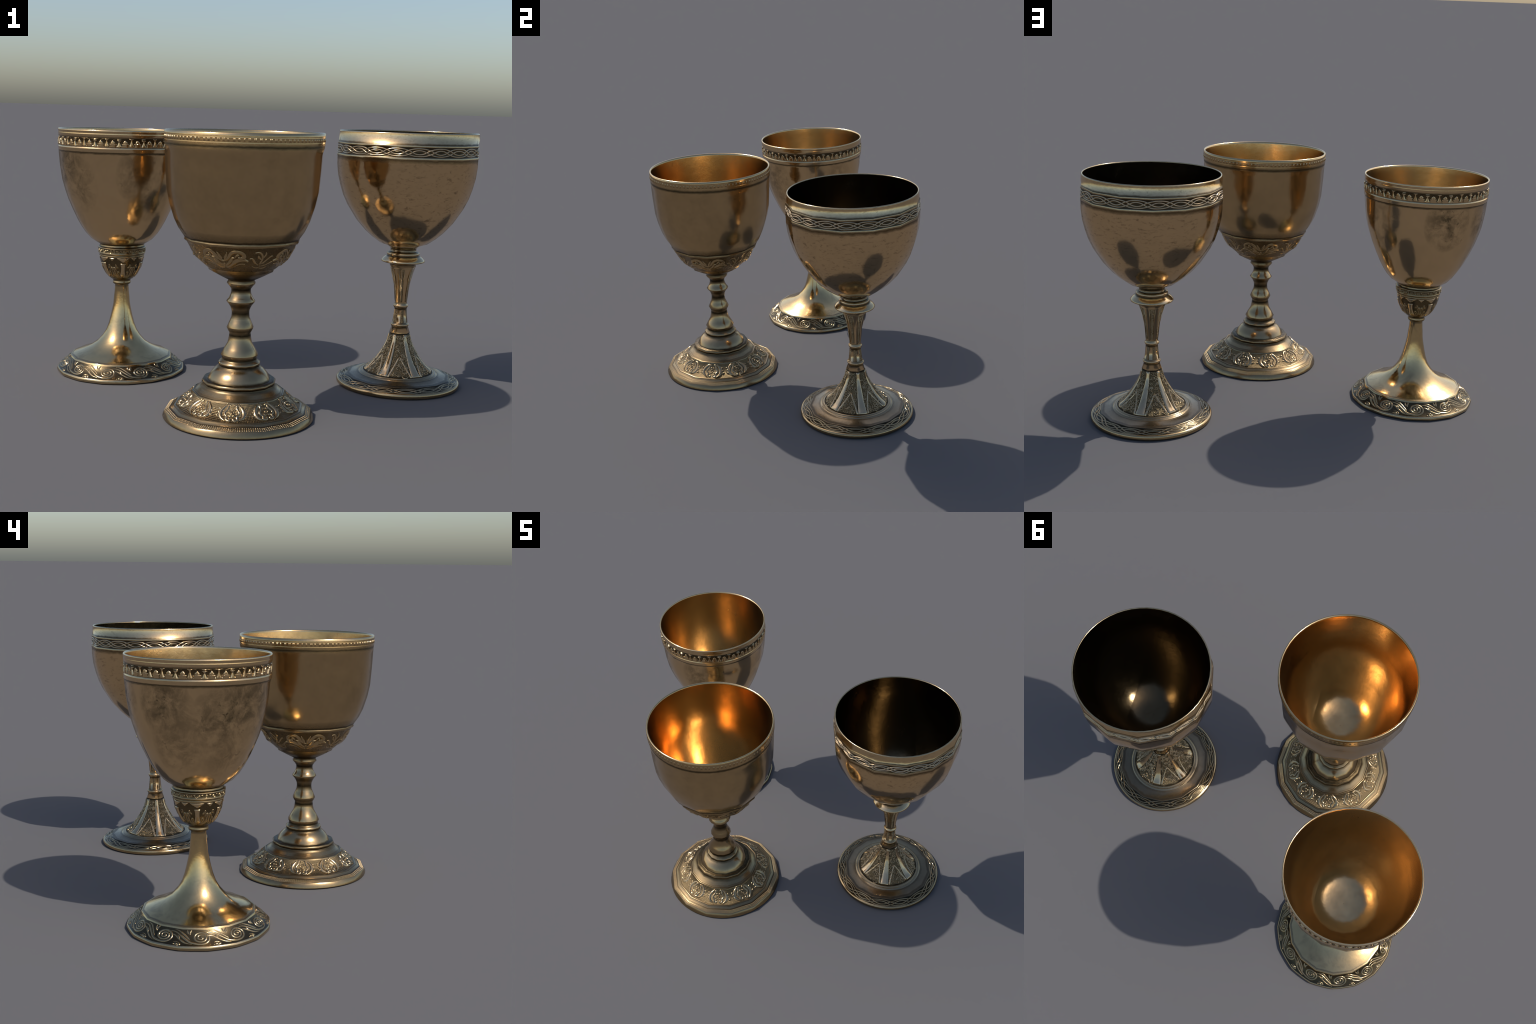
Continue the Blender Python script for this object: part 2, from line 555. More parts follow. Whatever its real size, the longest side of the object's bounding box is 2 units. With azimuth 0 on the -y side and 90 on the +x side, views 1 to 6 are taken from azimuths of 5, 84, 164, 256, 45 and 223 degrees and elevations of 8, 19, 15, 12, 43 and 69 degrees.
    # --- medallions
    s_mid = (T.s_at(0.0515, 4, 20) + T.s_at(0.1065, 4, 20)) / 2
    rref = 0.228
    for m in range(10):
        th = math.radians(306 + 36 * m)
        R = Relief()
        for sd in (1, -1):
            def put(pts, w, h, smooth=7):
                p = [(x * sd * 1.12, y * 1.06) for x, y in pts]
                R.strip(T, th, s_mid, rref, spline(p, smooth), w, h)
            put([(-0.010, 0.037), (-0.029, 0.030), (-0.042, 0.010), (-0.043, -0.010), (-0.034, -0.026), (-0.020, -0.038)], taper(0.0175, 0.45, 0.45, 0.12), 0.0042)
            put([(-0.006, 0.028), (-0.010, 0.034), (-0.017, 0.030), (-0.018, 0.018), (-0.026, 0.004), (-0.026, -0.006), (-0.018, -0.016),
                 (-0.019, -0.028), (-0.011, -0.033), (-0.006, -0.027), (-0.010, -0.022)], taper(0.0110, 0.2, 0.2, 0.4), 0.0036)
            put([(-0.013, 0.010), (-0.006, 0.016), (-0.002, 0.012)], taper(0.0085, 0.4, 0.4), 0.0036)
            put([(-0.014, -0.008), (-0.007, -0.014), (-0.002, -0.011)], taper(0.0085, 0.4, 0.4), 0.0036)
            put([(-0.032, 0.026), (-0.026, 0.037), (-0.020, 0.043)], taper(0.0060, 0.3, 0.5), 0.0032)
        R.strip(T, th, s_mid, rref, [(0.0075 * math.cos(TAU * i / 14), 0.0065 * math.sin(TAU * i / 14)) for i in range(14)], 0.0048, 0.0038, closed=True)
        R.bead(T, th, s_mid, rref, 0.0030, 0.0028, 0.0036)
        R.make("medallion", foot, raised)
        for sd in (1, -1):
            R = Relief()
            c = [(-0.0060, 0.0120), (0.0000, 0.0165), (0.0055, 0.0120), (0.0045, 0.0050), (-0.0010, 0.0010), (0.0050, -0.0035), (0.0058, -0.0110), (0.0000, -0.0160), (-0.0060, -0.0110)]
            R.strip(T, th + math.radians(18 + 3.4 * sd), s_mid, rref, spline([(x * sd * 1.15, y * 1.1) for x, y in c], 5), 0.0060, 0.0034)
            R.make("link_curl", foot, raised)

    # --- engine-turned ticks under the rim
    OUT_TILT[0] = 0.0
    R = Relief()
    sa, sb = T.s_at(1.1640, idx(0.7650), top), T.s_at(1.1786, idx(0.7650), top)
    r2 = random.Random(5)
    for g in range(102):
        t0 = TAU * g / 102 + r2.uniform(-0.004, 0.004)
        for j in range(r2.choice((2, 3, 3))):
            R.strip(T, t0 + j * 0.0105, sa, 0.3287, [(0, 0), (0, (sb - sa) / 2), (0, sb - sa)], r2.uniform(0.0020, 0.0034), 0.0016, cross=5, sink=0.0003)
    R.make("rim_ticks", bowl, rimm, stuff=True)

    # --- acanthus frieze at the bottom of the bowl
    OUT_TILT[0] = -0.6
    lo, hi = T.s_at(0.642, i_stem, top), T.s_at(0.7445, i_stem, top)
    s_mid, rref = (lo + hi) / 2 + 0.002, 0.195
    for q in range(4):
        th = math.radians(254 + 90 * q)
        R = Relief()
        for sd in (1, -1):
            def put(pts, w, h):
                R.strip(T, th, s_mid, rref, spline([(x * sd, y * 0.80) for x, y in pts], 8), w, h)
            put([(0.0, 0.002), (0.020, 0.018), (0.038, 0.052), (0.056, 0.060), (0.077, 0.048), (0.082, 0.026), (0.068, 0.020), (0.062, 0.032)], taper(0.0185, 0.25, 0.2, 0.45), 0.0048)
            put([(0.0, -0.046), (0.020, -0.046), (0.038, -0.024), (0.056, 0.002), (0.078, 0.010), (0.100, 0.004)], taper(0.0300, 0.2, 0.6, 0.3), 0.0048)
            put([(0.0, -0.034), (0.016, -0.024), (0.028, -0.004), (0.036, 0.018), (0.046, 0.026)], taper(0.0190, 0.2, 0.5, 0.3), 0.0044)
            put([(0.004, 0.010), (0.012, 0.028), (0.020, 0.058)], taper(0.0150, 0.3, 0.6, 0.2), 0.0038)
            put([(0.030, -0.044), (0.052, -0.030), (0.074, -0.016), (0.088, -0.018)], taper(0.0120, 0.3, 0.5), 0.0034)
            put([(0.046, 0.022), (0.058, 0.040), (0.066, 0.038)], taper(0.0110, 0.3, 0.4), 0.0036)
        R.bead(T, th, s_mid - 0.018, rref, 0.007, 0.009, 0.0048, seg=12)
        R.make("acanthus", bowl, raised_b)
        th += math.radians(46)
        R = Relief()
        stem_ = [(0.004, -0.060), (-0.008, -0.022), (0.000, 0.020), (-0.016, 0.056), (-0.034, 0.058)]
        R.strip(T, th, s_mid, rref, spline([(x, y * 0.8) for x, y in stem_], 8), taper(0.0120, 0.3, 0.4, 0.3), 0.0030)
        for pts in ([(-0.006, -0.018), (0.012, 0.000), (0.034, 0.030), (0.042, 0.034)], [(-0.003, -0.034), (0.020, -0.030), (0.044, -0.004), (0.056, 0.000)],
                    [(0.002, -0.052), (0.020, -0.058), (0.034, -0.044), (0.030, -0.030)], [(-0.004, -0.030), (-0.024, -0.014), (-0.040, 0.018), (-0.052, 0.020)],
                    [(0.000, 0.020), (0.010, 0.044), (0.006, 0.062)], [(0.000, -0.048), (-0.022, -0.050), (-0.036, -0.036)], [(-0.002, 0.008), (-0.016, 0.026), (-0.022, 0.042)]):
            R.strip(T, th, s_mid, rref, spline([(x, y * 0.8) for x, y in pts], 8), taper(0.0105, 0.3, 0.5, 0.2), 0.0026)
        R.make("leaf_spray", bowl, raised_b)
    return root


# ------------------------------------------------------------------ goblet with the interlace bands and the dark lining
def interlace_goblet():
    root = goblet_root("interlace_goblet", 0.6700, 0.3270, "gilt goblet with knotwork bands and dark lining")
    N, M = 14, 56
    ph = math.radians(5.0)
    gold = metal("bowl_gilding", (0.76, 0.515, 0.27), (0.12, 0.075, 0.035), 0.10, streak=0.55, blotch=0.12, fine=0.10, mottle=0.12, wobble=0.016,
                 grooves=[(1.0825, 0.014, 0.95)])
    collar = metal("collar_silver", (0.74, 0.53, 0.29), (0.09, 0.06, 0.03), 0.14, cavity=0.6, streak=0.35, blotch=0.2, fine=0.18, wobble=0.010,
                   grooves=[(1.1525, 0.008, 1.0)])  # shadow line at the collar foot drawn as a dark band
    ridge = metal("ridge_silver", (0.50, 0.375, 0.22), (0.08, 0.06, 0.035), 0.18, cavity=0.7, blotch=0.2, fine=0.2)
    recess = metal("recess_dark", (0.084, 0.062, 0.035), (0.015, 0.012, 0.006), 0.30, cavity=0.9, blotch=0.6, fine=0.3)  # base colour lowered to carry the occlusion between the strands
    foot_recess = metal("foot_recess_dark", (0.038, 0.029, 0.017), (0.015, 0.012, 0.006), 0.26, blotch=0.5, fine=0.3)  # near-black tint holds the shade down in the foot knotwork
    foot_strand = metal("foot_strand_bronze", (0.306, 0.230, 0.132), (0.060, 0.045, 0.022), 0.20, blotch=0.25, fine=0.2)
    foot_ridge = metal("foot_ridge_silver", (0.36, 0.27, 0.16), (0.05, 0.037, 0.02), 0.20, cavity=0.8, blotch=0.3, fine=0.25)
    strand = metal("strand_silver", (0.58, 0.43, 0.26), (0.10, 0.075, 0.04), 0.18, cavity=0.5, blotch=0.2, fine=0.2)
    lining = metal("dark_lining", (0.115, 0.083, 0.045), (0.05, 0.033, 0.016), 0.20, blotch=0.5, fine=0.15, streak=0.2)
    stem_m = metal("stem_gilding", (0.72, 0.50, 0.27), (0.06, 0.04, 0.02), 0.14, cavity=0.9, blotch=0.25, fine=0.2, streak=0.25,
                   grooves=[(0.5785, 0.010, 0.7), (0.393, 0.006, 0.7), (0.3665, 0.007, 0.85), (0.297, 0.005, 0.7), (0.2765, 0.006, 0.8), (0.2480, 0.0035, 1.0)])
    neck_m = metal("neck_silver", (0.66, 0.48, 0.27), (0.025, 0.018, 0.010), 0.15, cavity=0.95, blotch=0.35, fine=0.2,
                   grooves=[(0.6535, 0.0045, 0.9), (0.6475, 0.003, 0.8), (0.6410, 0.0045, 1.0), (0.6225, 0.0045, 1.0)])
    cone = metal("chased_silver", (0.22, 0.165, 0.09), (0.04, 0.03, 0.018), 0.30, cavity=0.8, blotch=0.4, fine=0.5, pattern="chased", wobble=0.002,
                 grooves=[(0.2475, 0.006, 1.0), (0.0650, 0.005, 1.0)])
    smooth = metal("strip_silver", (0.62, 0.46, 0.275), (0.20, 0.13, 0.06), 0.16, cavity=0.4, blotch=0.25, fine=0.12, blotch_scale=14)
    engraved = metal("engraved_gilding", (0.34, 0.235, 0.12), (0.06, 0.04, 0.02), 0.24, blotch=0.35, fine=0.45, pattern="chased")
    filigree_m = metal("filigree_silver", (0.50, 0.38, 0.225), (0.07, 0.05, 0.025), 0.22, cavity=0.5, blotch=0.3, fine=0.3)
    line = metal("seam_black", (0.035, 0.025, 0.015), (0.02, 0.015, 0.01), 0.35, blotch=0.2, fine=0.1)
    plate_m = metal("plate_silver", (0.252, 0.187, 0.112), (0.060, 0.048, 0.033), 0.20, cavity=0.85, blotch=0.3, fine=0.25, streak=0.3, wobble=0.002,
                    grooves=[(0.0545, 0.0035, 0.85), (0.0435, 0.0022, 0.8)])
    edge = metal("edge_gilding", (0.480, 0.344, 0.184), (0.100, 0.070, 0.035), 0.20, blotch=0.3, fine=0.2)

    k = 1.003
    rows = [
        (0.278, 0.0, "o"), (0.2895, 0.0, "O"), (0.2930, 0.0045, "o"), (0.2940, 0.0120, "o"), (0.2925, 0.0190, "o"), (0.2895, 0.0228, "o"), (0.2855, 0.0240, "o"), (0.2840, 0.0250, "O"),
        (0.2500, 0.0385, "p"), (0.2480, 0.0412, "p"), (0.2450, 0.0428, "p"), (0.2420, 0.0425, "p"), (0.2150, 0.0490, "p"),
        (0.1880, 0.0530, "o"), (0.1850, 0.0545, "o"), (0.1820, 0.0585, "o"), (0.1780, 0.0600, "o"), (0.1740, 0.0585, "o"), (0.1735, 0.0610, "o"), (0.1700, 0.0640, "o"), (0.1665, 0.0640, "o"),
        (0.1640, 0.0655, "p"), (0.1380, 0.0865, "p"), (0.1140, 0.1130, "p"), (0.0940, 0.1420, "p"), (0.0730, 0.1760, "p"), (0.0575, 0.2100, "p"), (0.0490, 0.2450, "p"),
        (0.0488, 0.2490, "H"), (0.0490, 0.2520, "h"), (0.0400, 0.2765, "h"), (0.0400, 0.2800, "o"), (0.0428, 0.2865, "o"), (0.0435, 0.2900, "o"), (0.0420, 0.2935, "o"), (0.0365, 0.2960, "h"),
        (0.0320, 0.3400, "h"), (0.0300, 0.3660, "h"), (0.0310, 0.3700, "o"), (0.0345, 0.3770, "o"), (0.0352, 0.3815, "o"), (0.0340, 0.3850, "o"), (0.0298, 0.3890, "h"), (0.0298, 0.3970, "h"), (0.0330, 0.4400, "h"), (0.0365, 0.4690, "h"), (0.0452, 0.5180, "h"),
        (0.0615, 0.5660, "h"), (0.0638, 0.5710, "h"), (0.0612, 0.5770, "o"), (0.0605, 0.5835, "o"),
        (0.0900, 0.5895, "o"), (0.1015, 0.5935, "o"), (0.1032, 0.5975, "o"), (0.1000, 0.6020, "o"), (0.0900, 0.6130, "o"), (0.0760, 0.6220, "o"), (0.0735, 0.6245, "o"), (0.0762, 0.6270, "o"), (0.0770, 0.6320, "o"), (0.0755, 0.6370, "o"),
        (0.0660, 0.6400, "o"), (0.0610, 0.6430, "o"), (0.0608, 0.6500, "o"), (0.0600, 0.6530, "o"), (0.0620, 0.6560, "o"), (0.0640, 0.6590, "o"), (0.0680, 0.6650, "o"), (0.0740, 0.6690, "o"),
        (0.0745, 0.6700, "p"), (0.1124 * k, 0.6818, "p"), (0.1510 * k, 0.7090, "p"), (0.1840 * k, 0.7380, "p"), (0.2288 * k, 0.7880, "p"), (0.2742 * k, 0.8588, "p"), (0.2960 * k, 0.9050, "p"), (0.3108 * k, 0.9500, "p"), (0.3230 * k, 1.0000, "p"), (0.3285 * k, 1.0500, "p"),
        (0.3284 * k, 1.0830, "p", 0.0), (0.3290 * k, 1.0875, "p", -8.0), (0.3304 * k, 1.0905, "p", 5.0), (0.3298 * k, 1.0945, "p", 14.0), (0.3275 * k, 1.0965, "p"), (0.3264 * k, 1.1420, "p"), (0.3282 * k, 1.1440, "p", 0.0), (0.3280 * k, 1.1478, "p", 10.0), (0.3262 * k, 1.1500, "p"),
        (0.3262, 1.1530, "p", 30.0), (0.3240, 1.1750, "o", 17.0), (0.3226, 1.1990, "o", 1.0),
        (0.3222, 1.2010, "o"), (0.3208, 1.2033, "o"), (0.3188, 1.2042, "o"), (0.3163, 1.2030, "o"), (0.3152, 1.1995, "o", 182.0),
        (0.3150, 1.1700, "o", 180.0), (0.3180, 1.0850, "p"), (0.3160, 1.0500, "p"), (0.2990, 0.9520, "p"), (0.2625, 0.8650, "p"), (0.2190, 0.7960, "p"), (0.1760, 0.7470, "p"), (0.1060, 0.6930, "p"), (0.0500, 0.6890, "p"), (0.0015, 0.6880, "p"),
    ]
    rings = expand(rows, N, M)
    T = Turned(rings, M, ph)
    top = max(range(len(rings)), key=lambda i: rings[i][1])

    def idx(z, inner=False):
        return min(range(len(rings)), key=lambda i: abs(rings[i][1] - z) + (0 if (i > top) == inner else 9))
    i_cone, i_stem, i_neck = idx(0.2490), idx(0.5835), idx(0.6690)

    def foot_pick(z, r, i):
        if z > 0.0647:
            return 2
        if r > 0.2845:
            return 3
        if r > 0.2475:
            return 1
        return 0 if 0.0 < z < 0.0535 else 4

    def bowl_pick(z, r, i):
        return 2 if 1.0965 < z < 1.1420 else (3 if 1.0860 < z < 1.1500 else (1 if z > 1.1500 else 0))
    made = turn(T, [
        ("foot", 0, i_cone, None, [plate_m, foot_recess, cone, edge, foot_ridge], foot_pick),
        ("stem", i_cone, i_stem, None, stem_m, None),
        ("neck", i_stem, i_neck, "stem", neck_m, None),
        ("bowl", i_neck, idx(1.2010), None, [gold, collar, recess, ridge], bowl_pick),
        ("rim", idx(1.2010), idx(1.1995, True), "bowl", ridge, None),
        ("bowl_lining", idx(1.1995, True), len(rings) - 1, "bowl", lining, None),
    ], root)
    foot, stem, bowl = made["foot"], made["stem"], made["bowl"]

    # --- interlace on the bowl and on the foot plate
    OUT_TILT[0] = 0.0
    s0 = T.s_at(1.1195, i_neck, top)
    knot_band(T, s0, 0.328, 21, 0.0172, 0.0092, 0.0072, 0.0036, math.radians(78.4 + 17.143 / 2), bowl, strand, "interlace_strand")
    R = Relief()
    for j in range(21):                       # small boss in every eye of the knot
        R.bead(T, math.radians(78.4 + 17.143 * (j + 0.5)), s0, 0.328, 0.0150, 0.0048, 0.0016, seg=14)
    R.make("knot_eyes", bowl, recess, stuff=True)
    OUT_TILT[0] = 1.0
    s1 = (T.s_at(0.0255, 5, 16) + T.s_at(0.0380, 5, 16)) / 2
    knot_band(T, s1, 0.267, 15, 0.0155, 0.0080, 0.0064, 0.0028, math.radians(12), foot, foot_strand, "foot_interlace_strand", samples=14)

    # --- cone: six smooth strips, between them panels with a gable line and curling filigree
    OUT_TILT[0] = 0.6
    i0, i1 = idx(0.0655), idx(0.2450)
    sb, st = T.s_at(0.0665, 18, i_cone), T.s_at(0.2445, 18, i_cone)
    L = st - sb
    for q in range(6):
        th = math.radians(0.8 + 60 * q)
        R, E = Relief(), Relief()
        left, right = [], []
        for i in range(9):
            u = i / 8
            s = sb + L * u
            r = T.point(th, s).xy.length
            w = (0.0228 * (r / 0.164) ** 0.9 + 0.0012)
            left.append((-w, u * L))
            right.append((w, u * L))
        # x is measured at the local radius, so scale to the reference radius
        def conv(p):
            return [(x * 0.1 / T.point(th, sb + y).xy.length, y) for x, y in p]
        R.plate(T, th, sb, 0.1, conv(left), conv(right), 0.0020, 0.0003, rows=3)
        R.make("smooth_strip", foot, smooth)
        for sd, side in ((-1, left), (1, right)):
            E.strip(T, th, sb, 0.1, conv([(x + sd * 0.0011, y) for x, y in side]), 0.0042, 0.0014, cross=4)
        E.make("strip_seam", foot, line)
        # gable
        tm = th + math.radians(30)
        G = Relief()
        for sd in (-1, 1):
            pts = []
            x0 = math.radians(20.0) * T.point(tm, sb).xy.length
            for i in range(9):
                u = i / 8
                r = T.point(tm, sb + 0.52 * u * L).xy.length
                pts.append((sd * x0 * (1 - u) * 0.1 / r, 0.52 * u * L))
            G.strip(T, tm, sb, 0.1, pts, lambda u: 0.0066 + 0.0010 * u, 0.0028, cross=5, flat=0.5)
        G.make("gable_line", foot, smooth)
        # filigree curls
        r3 = random.Random(100 + q)
        C = Relief()
        for i in range(84):
            u = r3.random() ** 1.15 * 0.93 + 0.03
            a = math.radians(r3.uniform(-20, 20))
            s = sb + L * u
            r = T.point(tm + a, s).xy.length
            size = r3.uniform(0.0065, 0.0160) * (0.45 + 0.75 * r / 0.164)
            size = min(size, 0.17 * r)
            p = spiral(0, 0, size, size * r3.uniform(0.6, 1.0), r3.uniform(0, TAU), r3.uniform(0.5, 1.3), 0.2, 14, r3.choice((-1, 1)))
            C.strip(T, tm + a, s, r, p, 0.0033, 0.0032, cross=5, sink=0.0004)
        C.make("filigree", foot, filigree_m, stuff=True)

    # --- engraved bands up the stem
    OUT_TILT[0] = 0.0
    r4 = random.Random(31)
    for za, zb, lo_i in ((0.401, 0.560, i_cone), (0.300, 0.362, i_cone)):
        for q in range(6):
            th = math.radians(24 + 60 * q + (20 if za < 0.35 else 0))
            s_a, s_b = T.s_at(za, lo_i, i_stem), T.s_at(zb, lo_i, i_stem)
            B = Relief()
            rr = 0.04
            half = math.radians(14.5)
            B.plate(T, th, s_a, rr, [(-half * rr, 0), (-half * rr, (s_b - s_a) / 2), (-half * rr, s_b - s_a)], [(half * rr, 0), (half * rr, (s_b - s_a) / 2), (half * rr, s_b - s_a)], 0.0008, 0.0, rows=6)
            B.make("engraved_band", stem, engraved)
            D = Relief()
            n = int((s_b - s_a) / 0.0046)
            for i in range(n):
                y = (i + 0.5) / n * (s_b - s_a)
                w = half * rr * 0.82
                kind = r4.random()
                if kind < 0.3:
                    p = [(-w, y), (0, y + 0.001), (w, y)]
                elif kind < 0.65:
                    p = [(-w, y - 0.0028), (0, y), (w, y + 0.0028)]
                elif kind < 0.85:
                    p = [(w, y - 0.0028), (0, y), (-w, y + 0.0028)]
                else:
                    p = [(-w * 0.4, y - 0.002), (-w * 0.2, y), (-w * 0.5, y + 0.003)]
                D.strip(T, th, s_a, rr, p, r4.uniform(0.0010, 0.0020), 0.0020, cross=4, sink=0.0003)
            for sd in (-1, 1):
                D.strip(T, th, s_a, rr, [(sd * half * rr, 0), (sd * half * rr, (s_b - s_a) * .5), (sd * half * rr, s_b - s_a)], 0.0014, 0.0018, cross=4)
            D.make("engraved_marks", stem, stem_m, stuff=True)
    # fine ring under the stem head
    R = Relief()
    s_r = T.s_at(0.5640, i_cone, i_stem)
    R.strip(T, 0, s_r, 0.06, [(TAU * 0.06 * i / 56, 0) for i in range(56)], 0.0026, 0.0016, closed=True)
    R.make("stem_bead", stem, stem_m)
    return root


# ------------------------------------------------------------------ goblet with the trumpet foot and scroll border
def scroll_goblet():
    root = goblet_root("scroll_goblet", -0.6885, 0.3400, "gilt goblet with trumpet foot and scrollwork border")
    N, M = 16, 64
    ph = math.radians(18.7)

    def spot(az, z, k, r=0.29):
        return (r * math.cos(math.radians(az)), r * math.sin(math.radians(az)), z, k)
    gold = metal("bowl_gilding", (0.78, 0.53, 0.275), (0.10, 0.075, 0.04), 0.11, blotch=0.10, fine=0.06, mottle=0.12, wobble=0.010, spot_size=0.12,
                 grooves=[(1.072, 0.009, 0.95), (0.622, 0.024, 1.0)],
                 spots=[spot(*a) for a in ((140, 1.00, 0.9, 0.295), (147, 0.93, 0.6, 0.285), (196, 0.955, 0.95, 0.29), (208, 0.99, 0.85, 0.295), (185, 0.925, 0.8, 0.285), (195, 0.87, 0.55, 0.27),
                                          (225, 1.03, 0.8), (150, 0.82, 0.6, 0.25), (235, 0.92, 0.6, 0.285), (90, 0.99, 0.95, 0.295), (300, 0.97, 0.7, 0.29), (310, 0.86, 0.5, 0.26), (200, 0.79, 0.5, 0.23), (20, 0.95, 0.5, 0.285))])
    inside = metal("bowl_inner_gilding", (0.70, 0.475, 0.235), (0.20, 0.14, 0.07), 0.20, blotch=0.45, fine=0.15, blotch_scale=5, mottle=0.55)
    rimm = metal("rim_gilding", (0.76, 0.53, 0.285), (0.15, 0.11, 0.06), 0.15, cavity=0.7, blotch=0.12, fine=0.12, wobble=0.004, grooves=[(1.1425, 0.0035, 0.8)])
    recess = metal("arcade_recess", (0.13, 0.09, 0.045), (0.03, 0.02, 0.01), 0.30, cavity=0.8, blotch=0.4, fine=0.3)  # darkened so the shade behind the arcade sits in the colour
    raised = metal("arcade_gilding", (0.70, 0.485, 0.255), (0.10, 0.07, 0.035), 0.16, cavity=0.7, blotch=0.2, fine=0.18)
    silver = metal("pillar_silver", (0.74, 0.55, 0.31), (0.2, 0.16, 0.09), 0.16, cavity=0.5, blotch=0.2, fine=0.15)
    foot_m = metal("foot_silver", (0.74, 0.525, 0.255), (0.17, 0.135, 0.09), 0.13, cavity=0.7, blotch=0.5, blotch_scale=9.0, fine=0.22, mottle=0.35, wobble=0.002,
                   grooves=[(0.4215, 0.010, 0.85), (0.0785, 0.0030, 0.9)])
    ground = metal("border_ground", (0.094, 0.070, 0.039), (0.021, 0.017, 0.010), 0.26, cavity=0.9, blotch=0.6, fine=0.3)
    scroll_m = metal("scroll_silver", (0.399, 0.294, 0.162), (0.080, 0.060, 0.030), 0.20, cavity=0.6, blotch=0.35, fine=0.25)
    edge = metal("edge_gilding", (0.527, 0.399, 0.230), (0.100, 0.070, 0.035), 0.20, blotch=0.35, fine=0.25)
    cup_m = metal("cup_dark", (0.17, 0.12, 0.06), (0.025, 0.018, 0.01), 0.24, cavity=0.8, blotch=0.7, fine=0.25)
    cup_r = metal("cup_raised", (0.44, 0.315, 0.165), (0.07, 0.05, 0.025), 0.18, cavity=0.7, blotch=0.3, fine=0.2)
    cup_g = metal("cup_gilding", (0.72, 0.52, 0.29), (0.10, 0.07, 0.035), 0.16, cavity=0.5, blotch=0.15, fine=0.15)
    collar = metal("collar_bronze", (0.50, 0.36, 0.19), (0.04, 0.03, 0.015), 0.20, cavity=0.9, blotch=0.3, fine=0.25, wobble=0.001,
                   grooves=[(0.6135, 0.004, 0.9), (0.6060, 0.0022, 0.8), (0.5745, 0.003, 0.85), (0.4475, 0.006, 0.9), (0.4300, 0.0035, 0.8)])

    wave_m = metal("wave_gilding", (0.52, 0.38, 0.20), (0.08, 0.06, 0.03), 0.18, cavity=0.5, blotch=0.2, fine=0.2)
    k = 1.004
    rows = [
        (0.296, 0.0, "q"), (0.3105, 0.0, "Q"), (0.3122, 0.0070, "q"), (0.3117, 0.0140, "q"), (0.3082, 0.0190, "Q"), (0.3040, 0.0205, "q"),
        (0.2500, 0.0690, "p"), (0.2485, 0.0735, "p"), (0.2455, 0.0768, "p"), (0.2425, 0.0765, "p"), (0.2405, 0.0775, "p"),
        (0.2270, 0.0850, "p"), (0.1850, 0.0990, "p"), (0.1480, 0.1170, "p"), (0.1160, 0.1400, "p"), (0.0920, 0.1680, "p"), (0.0742, 0.1980, "p"), (0.0620, 0.2320, "p"), (0.0532, 0.2670, "p"), (0.0476, 0.2920, "p"), (0.0405, 0.3290, "p"),
        (0.0375, 0.3660, "p"), (0.0350, 0.3870, "p"), (0.0330, 0.4200, "p"), (0.0345, 0.4245, "p"), (0.0415, 0.4270, "p"),
        # collar and cup
        (0.0432, 0.4320, "p"), (0.0436, 0.4370, "p"), (0.0410, 0.4400, "p"), (0.0428, 0.4450, "p"), (0.0440, 0.4490, "p"), (0.0530, 0.4530, "p"), (0.0660, 0.4660, "p"), (0.0780, 0.4810, "p"), (0.0930, 0.5100, "p"), (0.1040, 0.5400, "p"), (0.1062, 0.5620, "p"),
        (0.1068, 0.5650, "p"), (0.1100, 0.5685, "p"), (0.1098, 0.5725, "p"), (0.1080, 0.5745, "p"), (0.1115, 0.5790, "p"), (0.1150, 0.5815, "p"), (0.1155, 0.5840, "p"), (0.1140, 0.5855, "p"), (0.1142, 0.6030, "p"), (0.1172, 0.6055, "p"), (0.1170, 0.6090, "p"), (0.1105, 0.6125, "p"),
        (0.1080, 0.6140, "p"), (0.1085, 0.6185, "p"), (0.1060, 0.6220, "p"),
        # bowl
        (0.1062 * k, 0.6232, "p"), (0.1462 * k, 0.6480, "p"), (0.1740 * k, 0.6780, "p"), (0.1940 * k, 0.7080, "p"), (0.2122 * k, 0.7400, "p"), (0.2350 * k, 0.7880, "p"), (0.2578 * k, 0.8420, "p"), (0.2745 * k, 0.8930, "p"), (0.2858 * k, 0.9350, "p"), (0.2960 * k, 1.0000, "p"), (0.3018 * k, 1.0610, "p"),
        (0.3020 * k, 1.0720, "o"), (0.3048, 1.0755, "o"), (0.3050, 1.0880, "o"), (0.3058, 1.0900, "o"), (0.3050, 1.0930, "o"), (0.3022, 1.0965, "o"), (0.3022, 1.1400, "o"), (0.3048, 1.1430, "o"), (0.3050, 1.1520, "o"), (0.3062, 1.1547, "o"), (0.3052, 1.1575, "o"),
        (0.3055, 1.1640, "o"), (0.3068, 1.1680, "o"), (0.3068, 1.1730, "o"), (0.3045, 1.1762, "o"), (0.3010, 1.1755, "o"), (0.2985, 1.1725, "o"), (0.2980, 1.1680, "o"),
        (0.2965, 1.1400, "o"), (0.2940, 1.0610, "p"), (0.2780, 0.9370, "p"), (0.2500, 0.8460, "p"), (0.2050, 0.7450, "p"), (0.1660, 0.6850, "p"), (0.1380, 0.6560, "p"), (0.0850, 0.6420, "p"), (0.0400, 0.6385, "p"), (0.0015, 0.6375, "p"),
    ]
    rings = expand(rows, N, M)
    T = Turned(rings, M, ph)
    top = max(range(len(rings)), key=lambda i: rings[i][1])

    def idx(z, inner=False):
        return min(range(len(rings)), key=lambda i: abs(rings[i][1] - z) + (0 if (i > top) == inner else 9))
    i_stem, i_cup, i_bowl = idx(0.2670), idx(0.4270), idx(0.6220)

    def foot_pick(z, r, i):
        if z < 0.0200:
            return 2
        return 1 if z < 0.0690 else 0

    def cup_pick(z, r, i):
        return 0 if z < 0.4510 or (0.5640 < z) and not 0.5855 < z < 0.6030 else 1

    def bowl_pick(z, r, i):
        return 1 if 1.0965 < z < 1.1400 else (2 if z > 1.0755 else 0)
